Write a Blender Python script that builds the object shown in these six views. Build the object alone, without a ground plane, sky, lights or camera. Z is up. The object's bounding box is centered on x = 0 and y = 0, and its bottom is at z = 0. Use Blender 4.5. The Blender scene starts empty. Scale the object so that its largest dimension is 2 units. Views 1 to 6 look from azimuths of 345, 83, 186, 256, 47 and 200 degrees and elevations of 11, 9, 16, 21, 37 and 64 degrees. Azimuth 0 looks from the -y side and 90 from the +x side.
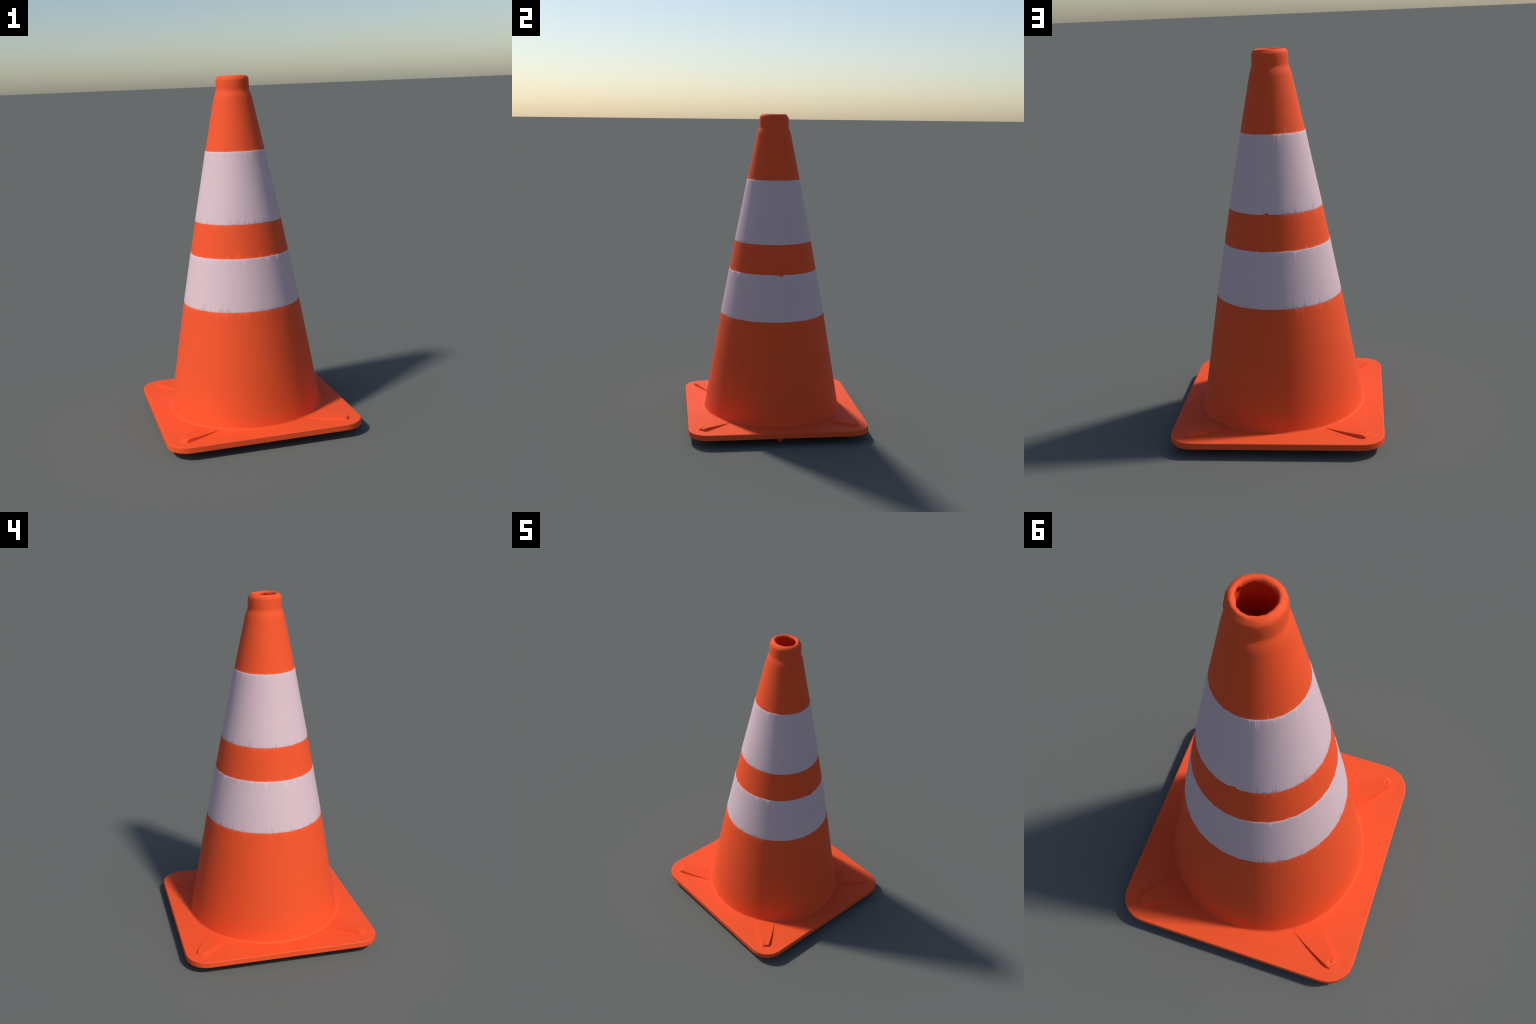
"""Traffic cone: moulded orange rubber cone on a square plate, two pale reflective
sleeves, four wedge ribs on the plate corners, small feet under the plate."""
import bpy, math
import numpy as np

# ------------------------------------------------------------------ sizes (m)
PLATE_X, PLATE_Y = 0.5562, 0.5622        # half sizes of the square plate
PLATE_BOTTOM, PLATE_TOP = 0.045, 0.0795
CORNER_RADIUS = 0.121
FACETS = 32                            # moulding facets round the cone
COLUMNS = FACETS * 18                  # mesh columns round the cone

# outer profile of the cone wall: (height, radius), foot to rim
FILLET = 0.0150
OUTER = [(0.0700, 0.4590), (0.0780, 0.4585)] + \
        [(0.0793 + FILLET * (1 - math.cos(math.radians(a))), 0.4592 - FILLET * math.sin(math.radians(a)))
         for a in (8, 18, 28, 38, 48, 58, 68, 76)] + \
        [(0.0930, 0.4444), (0.0990, 0.4433), (0.1100, 0.4410), (0.1500, 0.4344), (0.7000, 0.3402),
         (1.0015, 0.2828), (1.1861, 0.2483), (1.5854, 0.1685), (1.8700, 0.1098),
         (1.8860, 0.1062), (1.8990, 0.1016), (1.9110, 0.0972), (1.9190, 0.0955),
         (1.9300, 0.0948), (1.9550, 0.0945), (1.9750, 0.0937), (1.9830, 0.0922),
         (1.9900, 0.0885), (1.9955, 0.0830), (1.9990, 0.0770), (2.0000, 0.0725)]
# lip and inner wall, rim down to the open underside
INNER = [(1.9990, 0.0685), (1.9960, 0.0650), (1.9915, 0.0628), (1.9865, 0.0622),
         (1.9825, 0.0640), (1.9780, 0.0682), (1.9730, 0.0720), (1.9650, 0.0750),
         (1.9550, 0.0766), (1.9400, 0.0778), (1.9200, 0.0795), (1.9000, 0.0825),
         (1.8700, 0.0890), (1.8500, 0.0935), (1.5000, 0.1665), (1.0000, 0.2650),
         (0.5000, 0.3600), (0.1200, 0.4260), (0.0480, 0.4340)]

# reflective sleeves: (lower edge, upper edge)
BANDS = [(0.7176, 1.0072), (1.1920, 1.5873)]

RNG = np.random.default_rng(41)


# ------------------------------------------------------------------ materials
def new_material(name, colour, roughness, tone, grain_scale, bump, specular):
    m = bpy.data.materials.new(name)
    m.use_nodes = True
    nt = m.node_tree
    nodes, links = nt.nodes, nt.links
    bsdf = nodes["Principled BSDF"]
    bsdf.inputs["Roughness"].default_value = roughness
    bsdf.inputs["Specular IOR Level"].default_value = specular
    coord = nodes.new("ShaderNodeTexCoord")
    # soft, cloudy change of tone
    cloud = nodes.new("ShaderNodeTexNoise")
    cloud.inputs["Scale"].default_value = 3.5
    cloud.inputs["Detail"].default_value = 3.0
    links.new(coord.outputs["Object"], cloud.inputs["Vector"])
    ramp = nodes.new("ShaderNodeValToRGB")
    ramp.color_ramp.elements[0].position = 0.35
    ramp.color_ramp.elements[1].position = 0.65
    ramp.color_ramp.elements[0].color = tuple(c * (1 - tone) for c in colour) + (1,)
    ramp.color_ramp.elements[1].color = tuple(min(1, c * (1 + tone)) for c in colour) + (1,)
    links.new(cloud.outputs["Fac"], ramp.inputs["Fac"])
    links.new(ramp.outputs["Color"], bsdf.inputs["Base Color"])
    # moulded grain
    grain = nodes.new("ShaderNodeTexNoise")
    grain.inputs["Scale"].default_value = grain_scale
    grain.inputs["Detail"].default_value = 2.0
    links.new(coord.outputs["Object"], grain.inputs["Vector"])
    bmp = nodes.new("ShaderNodeBump")
    bmp.inputs["Strength"].default_value = bump
    bmp.inputs["Distance"].default_value = 0.001
    links.new(grain.outputs["Fac"], bmp.inputs["Height"])
    links.new(bmp.outputs["Normal"], bsdf.inputs["Normal"])
    return m


ORANGE = new_material("orange_rubber", (0.84, 0.0855, 0.0175), 0.75, 0.015, 220, 0.03, 0.30)
WHITE = new_material("reflective_white", (0.668, 0.480, 0.508), 0.70, 0.012, 260, 0.03, 0.30)


# ------------------------------------------------------------------ mesh help
def make_object(name, verts, faces, material, parent, normals=None, sharp=None):
    me = bpy.data.meshes.new(name)
    me.from_pydata([tuple(map(float, v)) for v in verts], [], faces)
    me.validate()
    me.materials.append(material)
    for p in me.polygons:
        p.use_smooth = True
    if sharp is not None:
        me.set_sharp_from_angle(angle=math.radians(sharp))
    if normals is not None:
        me.normals_split_custom_set_from_vertices([tuple(map(float, n)) for n in normals])
    ob = bpy.data.objects.new(name, me)
    bpy.context.scene.collection.objects.link(ob)
    ob.parent = parent
    return ob


def grid_faces(rows, cols, closed=True, flip=False):
    out = []
    for i in range(rows - 1):
        for j in range(cols if closed else cols - 1):
            k = (j + 1) % cols
            q = (i * cols + j, i * cols + k, (i + 1) * cols + k, (i + 1) * cols + j)
            out.append(q[::-1] if flip else q)
    return out


# ------------------------------------------------------------------ cone wall
THETA = np.arange(COLUMNS) * 2 * np.pi / COLUMNS


def wrap(a):
    return (a + np.pi) % (2 * np.pi) - np.pi


def facet_factor(segments):
    """Radius factor that turns a circle into a polygon with `segments` sides."""
    step = 2 * np.pi / segments
    return math.cos(step / 2) / np.cos(np.mod(THETA, step) - step / 2) * 1.0012


FINE, COARSE = facet_factor(FACETS), facet_factor(FACETS // 2)


def spikes(count, base, longest, width):
    """Length round the cone of the little pulls that run out from a sleeve edge."""
    length = np.full(COLUMNS, base)
    for _ in range(count):
        c = RNG.uniform(-np.pi, np.pi)
        w = math.radians(RNG.uniform(*width))
        tall = longest * RNG.uniform(0.3, 1.0) ** 2.4
        d = np.abs(wrap(THETA - c)) / w
        length = np.maximum(length, base + tall * np.clip(1 - d, 0, 1) ** 1.3)
    return length


def ragged(amplitude):
    """Fine ragged outline of a cut edge."""
    n = RNG.normal(size=COLUMNS)
    k = np.array([1, 2, 3, 2, 1.0]); k /= k.sum()
    n = np.convolve(np.concatenate([n[-2:], n, n[:2]]), k, "valid")
    slow = sum(RNG.normal() * np.cos(f * THETA + RNG.uniform(0, 6.28)) for f in (2, 3, 5, 9)) * 0.25
    return amplitude * (n + slow)


def notch(theta_deg, width_deg, depth):
    """Saw-tooth step where the two ends of a sleeve overlap."""
    d = np.degrees(wrap(THETA - math.radians(theta_deg)))
    t = np.clip(1 + d / width_deg, 0, 1) ** 1.4
    return depth * np.where(d > 0.8, 0, np.where(d > 0, 1 - d / 0.8, t))


def tick(theta_deg, width_deg, height):
    d = np.abs(np.degrees(wrap(THETA - math.radians(theta_deg))))
    return height * np.clip(1 - d / width_deg, 0, 1)


EDGES = []   # (kind, edge height round the cone, length in the sleeve, length on the rubber)
for lo, hi in BANDS:
    low = lo + ragged(0.0011)
    top = hi + ragged(0.0011)
    if lo < 1:
        top = top - notch(5.6, 9, 0.0110)
        top = top + tick(296, 1.4, 0.006) + tick(292.5, 0.8, 0.003) - tick(294.2, 0.6, 0.003)
        top = top + tick(228, 0.7, 0.003)
    else:
        low = low + notch(86.0, 9, 0.0115)
        low = low - tick(38, 0.6, 0.002)
    EDGES.append(("low", low, spikes(60, 0.004, 0.085, (0.6, 2.2)), spikes(60, 0.003, 0.075, (0.6, 2.2))))
    EDGES.append(("top", top, spikes(60, 0.005, 0.085, (0.6, 2.2)), spikes(52, 0.007, 0.060, (0.6, 2.0))))

PULL = 0.0015


def relief(z):
    """Radial relief near the sleeve edges; z is (rows, COLUMNS)."""
    d = np.zeros_like(z)
    for kind, edge, _, _ in EDGES:
        s = (z - edge) if kind == "low" else (edge - z)      # > 0 inside the sleeve
        pos, neg = np.maximum(s, 0), np.minimum(s, 0)
        if kind == "top":
            d += PULL * np.where(s > 0, 0.35 + 0.65 * (1 - np.exp(-pos / 0.0045)),
                                 0.35 * np.exp(neg / 0.0030)) * np.exp(-pos / 0.09)
        else:
            d += -0.45 * PULL * np.where(s > 0, np.exp(-pos / 0.0045), np.exp(neg / 0.0040))
    return d


def pulls(z):
    """Tilt of the skin (up +, down -) in the pulls that run out from the sleeve edges."""
    tilt = np.zeros_like(z)
    for kind, edge, inside, outside in EDGES:
        s = (z - edge) if kind == "low" else (edge - z)
        t_in = np.where(s > 0, np.clip(1 - s / inside, 0, 1) ** 0.7, 0)
        t_out = np.where(s <= 0, np.clip(1 + s / outside, 0, 1) ** 0.7, 0)
        if kind == "top":
            tilt += 0.24 * t_in + 0.28 * t_out
        else:
            tilt += -0.19 * t_in + 0.20 * t_out
    return tilt


Z_OUT = np.array([p[0] for p in OUTER]); R_OUT = np.array([p[1] for p in OUTER])


def wall_radius(z):
    return np.interp(z, Z_OUT, R_OUT) + 0.0003 * (z < 1.9)


def smooth_and_real(z, r):
    """Round positions (for the shading normals) and faceted positions."""
    t = np.clip((z - 1.86) / 0.05, 0, 1)
    fac = FINE * (1 - t) + COARSE * t
    c, s = np.cos(THETA), np.sin(THETA)
    soft = np.stack([r * c, r * s, z], -1)
    real = np.stack([r * fac * c, r * fac * s, z], -1)
    return soft, real


def grid_normals(P):
    du = np.roll(P, -1, axis=1) - np.roll(P, 1, axis=1)
    dv = np.gradient(P, axis=0)
    n = np.cross(du, dv)
    return n / np.maximum(np.linalg.norm(n, axis=-1, keepdims=True), 1e-12)


def build_body(parent):
    zs = set(np.round(Z_OUT, 5))
    for lo, hi in BANDS:
        for e, sgn in ((lo, -1), (hi, 1)):
            for d in (-.012, -.006, -.003, 0, .0012, .0025, .004, .0055, .0075, .010, .013, .017, .022, .028, .036, .046, .06):
                zs.add(round(e + sgn * d, 5))
    zs = np.array(sorted(zs))
    keep = np.concatenate([[True], np.diff(zs) > 0.0002])
    zs = zs[keep]
    # outer wall
    z = np.repeat(zs[:, None], COLUMNS, 1)
    r = wall_radius(z) + relief(z)
    for k in range(2):                              # sunk a little under the sleeves
        low, top = EDGES[2 * k][1], EDGES[2 * k + 1][1]
        under = np.clip(np.minimum(z - low, top - z) / 0.003, 0, 1)
        r = r - 0.0035 * under
    # rim: crisp on one side, soft on the other, a little out of round
    t = np.clip((z - 1.972) / 0.024, 0, 1)
    crisp = np.exp(-(wrap(THETA - math.radians(55)) / 0.80) ** 4)
    wob = 0.0022 * np.cos(2 * THETA + 0.6) + 0.0016 * np.cos(3 * THETA + 2.0)
    chamfer = 0.0937 - (z - 1.975) / 0.024 * 0.0165
    r = np.where((z > 1.975) & (z < 1.9995), r * (1 - crisp) + chamfer * crisp, r) + t * 0.6 * wob
    # neck slightly dented near the mould line
    neck = np.exp(-((z - 1.912) / 0.018) ** 2)
    r = r - neck * 0.0022 * np.exp(-(wrap(THETA - math.radians(100)) / 0.6) ** 2)
    # a short scar under the neck
    scar = np.exp(-((np.degrees(wrap(THETA - math.radians(141))) / 1.1) ** 2)) * np.exp(-((z - 1.80) / 0.016) ** 2)
    r = r - 0.0007 * scar
    # inner wall
    zi = np.array([p[0] for p in INNER]); ri = np.array([p[1] for p in INNER])
    Zi = np.repeat(zi[:, None], COLUMNS, 1); Ri = np.repeat(ri[:, None], COLUMNS, 1)
    lip = np.exp(-((Zi - 1.984) / 0.022) ** 2)
    rag = 0.0009 * np.cos(5 * THETA + 1.0) + 0.0006 * np.cos(8 * THETA + 0.3)
    Ri = Ri + lip * (wob + rag)
    # torn flash left by the mould on one side of the hole
    side = np.exp(-(wrap(THETA - math.radians(-8)) / 0.95) ** 4)
    tear = np.zeros(COLUMNS)
    for _ in range(15):
        c = math.radians(RNG.uniform(-65, 48)); w = math.radians(RNG.uniform(3, 9))
        tear += RNG.uniform(-0.0026, 0.0040) * np.exp(-(wrap(THETA - c) / w) ** 2)
    Ri = Ri - side * tear * np.exp(-((Zi - 1.979) / 0.010) ** 2)
    # sunlit patch of the inner wall, modelled as a soft inward swelling
    sunlit_bulge = np.exp(-((Zi - 1.955) / 0.022) ** 2) * np.exp(-(wrap(THETA - math.radians(24)) / 0.42) ** 2)
    Ri = Ri - 0.0100 * sunlit_bulge
    ledge = np.exp(-((Zi - 1.972) / 0.009) ** 2) * np.exp(-(wrap(THETA - math.radians(-40)) / 0.28) ** 2)
    Ri = Ri - 0.0090 * ledge
    Z = np.concatenate([z, Zi]); R = np.concatenate([r, Ri])
    # rim top not quite level
    dip = 0.0030 * np.exp(-(wrap(THETA - math.radians(25)) / 0.5) ** 2) + 0.0016 * np.exp(-(wrap(THETA - math.radians(100)) / 0.4) ** 2)
    Z = Z - dip * np.clip((Z - 1.955) / 0.04, 0, 1)
    soft, real = smooth_and_real(Z, R)
    n = grid_normals(soft)
    n[:len(zs), :, 2] += pulls(z)
    n /= np.linalg.norm(n, axis=-1, keepdims=True)
    rows = Z.shape[0]
    # neck collar and cone wall: one surface, parted at the shoulder
    cut = int(np.searchsorted(zs, 1.8860))
    inner_cut = len(zs) + int(np.argmin(np.abs(zi - 1.9000)))
    collar_rows = list(range(cut, inner_cut + 1))
    wall_rows = list(range(inner_cut, rows)) + list(range(0, cut + 1))

    def part(name, row_ids):
        V = real[row_ids].reshape(-1, 3); N = n[row_ids].reshape(-1, 3)
        return make_object(name, V, grid_faces(len(row_ids), COLUMNS), ORANGE, parent, normals=N)
    part("cone_wall", wall_rows)
    part("rim_collar", collar_rows)


def build_band(k, parent):
    low, top = EDGES[2 * k][1], EDGES[2 * k + 1][1]
    near = [0, .0006, .0012, .002, .003, .0042, .0056, .0075, .010, .013, .017, .022, .028, .036, .046]
    H = BANDS[k][1] - BANDS[k][0]
    mid = np.linspace(.06, H - .06, 14)
    u = np.array(near + list(mid) + [H - d for d in near[::-1]]) / H
    z = low[None, :] + u[:, None] * (top - low)[None, :]
    r = wall_radius(z) + relief(z) + 0.0005
    soft, real = smooth_and_real(z, r)
    n = grid_normals(soft)
    n[..., 2] += pulls(z)
    n /= np.linalg.norm(n, axis=-1, keepdims=True)
    # turned-in ends, so the sleeve has a thickness
    ends = []
    for i in (0, len(z) - 1):
        _, e = smooth_and_real(z[i:i + 1], r[i:i + 1] - 0.0022)
        ends.append(e)
    V = np.concatenate([ends[0], real, ends[1]])
    N = np.concatenate([n[:1], n, n[-1:]])
    return make_object("reflective_band", V.reshape(-1, 3), grid_faces(len(V), COLUMNS), WHITE, parent,
                       normals=N.reshape(-1, 3))


# ------------------------------------------------------------------ plate
def plate_outline(inset, per_corner=5):
    pts = []
    rad = CORNER_RADIUS - inset
    for cx, cy, a0 in ((1, -1, -90), (1, 1, 0), (-1, 1, 90), (-1, -1, 180)):
        ox, oy = cx * (PLATE_X - CORNER_RADIUS), cy * (PLATE_Y - CORNER_RADIUS)
        for i in range(per_corner + 1):
            a = math.radians(a0 + 90 * i / per_corner)
            pts.append((ox + rad * math.cos(a), oy + rad * math.sin(a)))
        # points along the straight side that follows
        a = math.radians(a0 + 90)
        nxt = {(1, -1): (1, 1), (1, 1): (-1, 1), (-1, 1): (-1, -1), (-1, -1): (1, -1)}[(cx, cy)]
        ex = nxt[0] * (PLATE_X - CORNER_RADIUS) + rad * math.cos(a)
        ey = nxt[1] * (PLATE_Y - CORNER_RADIUS) + rad * math.sin(a)
        sx, sy = pts[-1]
        for t in np.linspace(0, 1, 14)[1:-1]:
            pts.append((sx + (ex - sx) * t, sy + (ey - sy) * t))
    return np.array(pts)


def build_plate(parent):
    base = plate_outline(0)
    ang = np.arctan2(base[:, 1], base[:, 0])
    circ = lambda r: np.stack([r * np.cos(ang), r * np.sin(ang)], -1)
    bt, tp = PLATE_BOTTOM, PLATE_TOP
    loops = [(circ(0.425), bt + 0.001), (plate_outline(0.012), bt), (plate_outline(0.0012), bt),
             (plate_outline(0.0), bt + 0.0015), (plate_outline(0.0), bt + 0.004),
             (plate_outline(0.0), tp - 0.0060), (plate_outline(0.0), tp - 0.0042),
             (plate_outline(0.0010), tp - 0.0020), (plate_outline(0.0028), tp - 0.0006),
             (plate_outline(0.0060), tp), (plate_outline(0.0100), tp),
             (circ(0.448), tp), (circ(0.425), bt + 0.001)]
    V = np.concatenate([np.column_stack([p, np.full(len(p), z)]) for p, z in loops])
    return make_object("base_plate", V, grid_faces(len(loops), len(base)), ORANGE, parent, sharp=40)


# ------------------------------------------------------------------ ribs
# rib footprint in the +x +y quarter of the plate: inner and outer ends of both sides
RIB_INNER = ((0.3470, 0.3020), (0.2500, 0.3840))      # x side, y side
RIB_OUTER = ((0.4815, 0.4635), (0.4515, 0.5015))
RIB_DIMPLE = (0.4515, 0.4695)


def build_rib_mesh(mirror):
    """Wedge that climbs outward from the cone foot to the plate corner."""
    S = np.concatenate([np.linspace(0, 0.78, 14), np.linspace(0.80, 0.985, 22), [0.993, 1.0]])
    T = np.linspace(-1, 1, 27)
    (ax, ay), (bx, by) = RIB_INNER
    (cx, cy), (dx, dy) = RIB_OUTER
    rows = []
    for s in S:
        p = np.array([ax + (cx - ax) * s, ay + (cy - ay) * s])
        q = np.array([bx + (dx - bx) * s, by + (dy - by) * s])
        across = (q - p) / np.linalg.norm(q - p)
        bulge = 0.0050 * 4 * s * (1 - s)
        nose = 0.0030 * max(0.0, (s - 0.95) / 0.05) ** 2
        p, q = p - across * (bulge - nose), q + across * (bulge - nose)
        crest = 0.0006 + 0.0185 * s ** 0.9
        if s > 0.90:                                    # rounded nose
            crest -= 0.0075 * ((s - 0.90) / 0.10) ** 1.8
        draft = 0.001 + 0.0045 * s                      # slant of the side walls
        pt, qt = p + across * draft, q - across * draft
        row = [(*(p - across * 0.0006), -0.003), (*p, 0.0)]
        for t in T:
            w = pt + (qt - pt) * (t + 1) / 2
            d = math.hypot(w[0] - RIB_DIMPLE[0], w[1] - RIB_DIMPLE[1]) / 0.0120
            dip = 0.0034 * max(0.0, 1 - d * d) ** 1.5
            row.append((w[0], w[1], crest - dip))
        row += [(*q, 0.0), (*(q + across * 0.0006), -0.003)]
        rows.append(row)
    last, m = rows[-1], len(rows[-1])
    p, q = np.array(last[1][:2]), np.array(last[-2][:2])
    for step, z in ((0.0030, 0.0), (0.0034, -0.003)):           # end face
        rows.append([(*(p + (q - p) * np.clip((k - 1) / (m - 3), 0, 1) + step), z) for k in range(m)])
    V = np.array(rows).reshape(-1, 3)
    if mirror:
        V = V * np.array([1, -1, 1])
    me = bpy.data.meshes.new("corner_rib")
    me.from_pydata([tuple(map(float, v)) for v in V], [],
                   grid_faces(len(rows), len(rows[0]), closed=False, flip=not mirror))
    me.validate()
    me.materials.append(ORANGE)
    for f in me.polygons:
        f.use_smooth = True
    me.set_sharp_from_angle(angle=math.radians(24))
    return me


def build_ribs(parent):
    for mirror in (False, True):
        me = build_rib_mesh(mirror)
        for turn in (0, math.pi):
            ob = bpy.data.objects.new("corner_rib", me)
            bpy.context.scene.collection.objects.link(ob)
            ob.location = (0, 0, PLATE_TOP)
            ob.rotation_euler = (0, 0, turn)
            ob.parent = parent


# ------------------------------------------------------------------ feet
def build_feet(parent):
    prof = [(0.030, 0.047), (0.027, 0.038), (0.0235, 0.022), (0.018, 0.008), (0.012, 0.0), (0.0, 0.0)]
    n = 12
    V = np.array([(r * math.cos(2 * math.pi * j / n), r * math.sin(2 * math.pi * j / n), z)
                  for r, z in prof[:-1] for j in range(n)])
    faces = grid_faces(len(prof) - 1, n, flip=True)
    faces.append(tuple(range((len(prof) - 2) * n, (len(prof) - 1) * n))[::-1])
    spots = [(0.478, 0), (0, 0.472), (-0.478, 0), (0, -0.464),
             (0.438, -0.452), (0.438, 0.452), (-0.438, 0.452), (-0.438, -0.452)]
    first = make_object("foot", V, faces, ORANGE, parent, sharp=40)
    for i, (x, y) in enumerate(spots):
        ob = first if i == 0 else first.copy()
        if i:
            bpy.context.scene.collection.objects.link(ob)
        ob.location = (x, y, 0)
        ob.rotation_euler = (0, 0, 0.4 * i)


# ------------------------------------------------------------------ assembly
root = bpy.data.objects.new("traffic_cone", None)
bpy.context.scene.collection.objects.link(root)
root["label"] = "orange rubber traffic cone with two white bands"
root["category"] = "traffic cone"

build_body(root)
for k in range(2):
    build_band(k, root)
build_plate(root)
build_ribs(root)
build_feet(root)
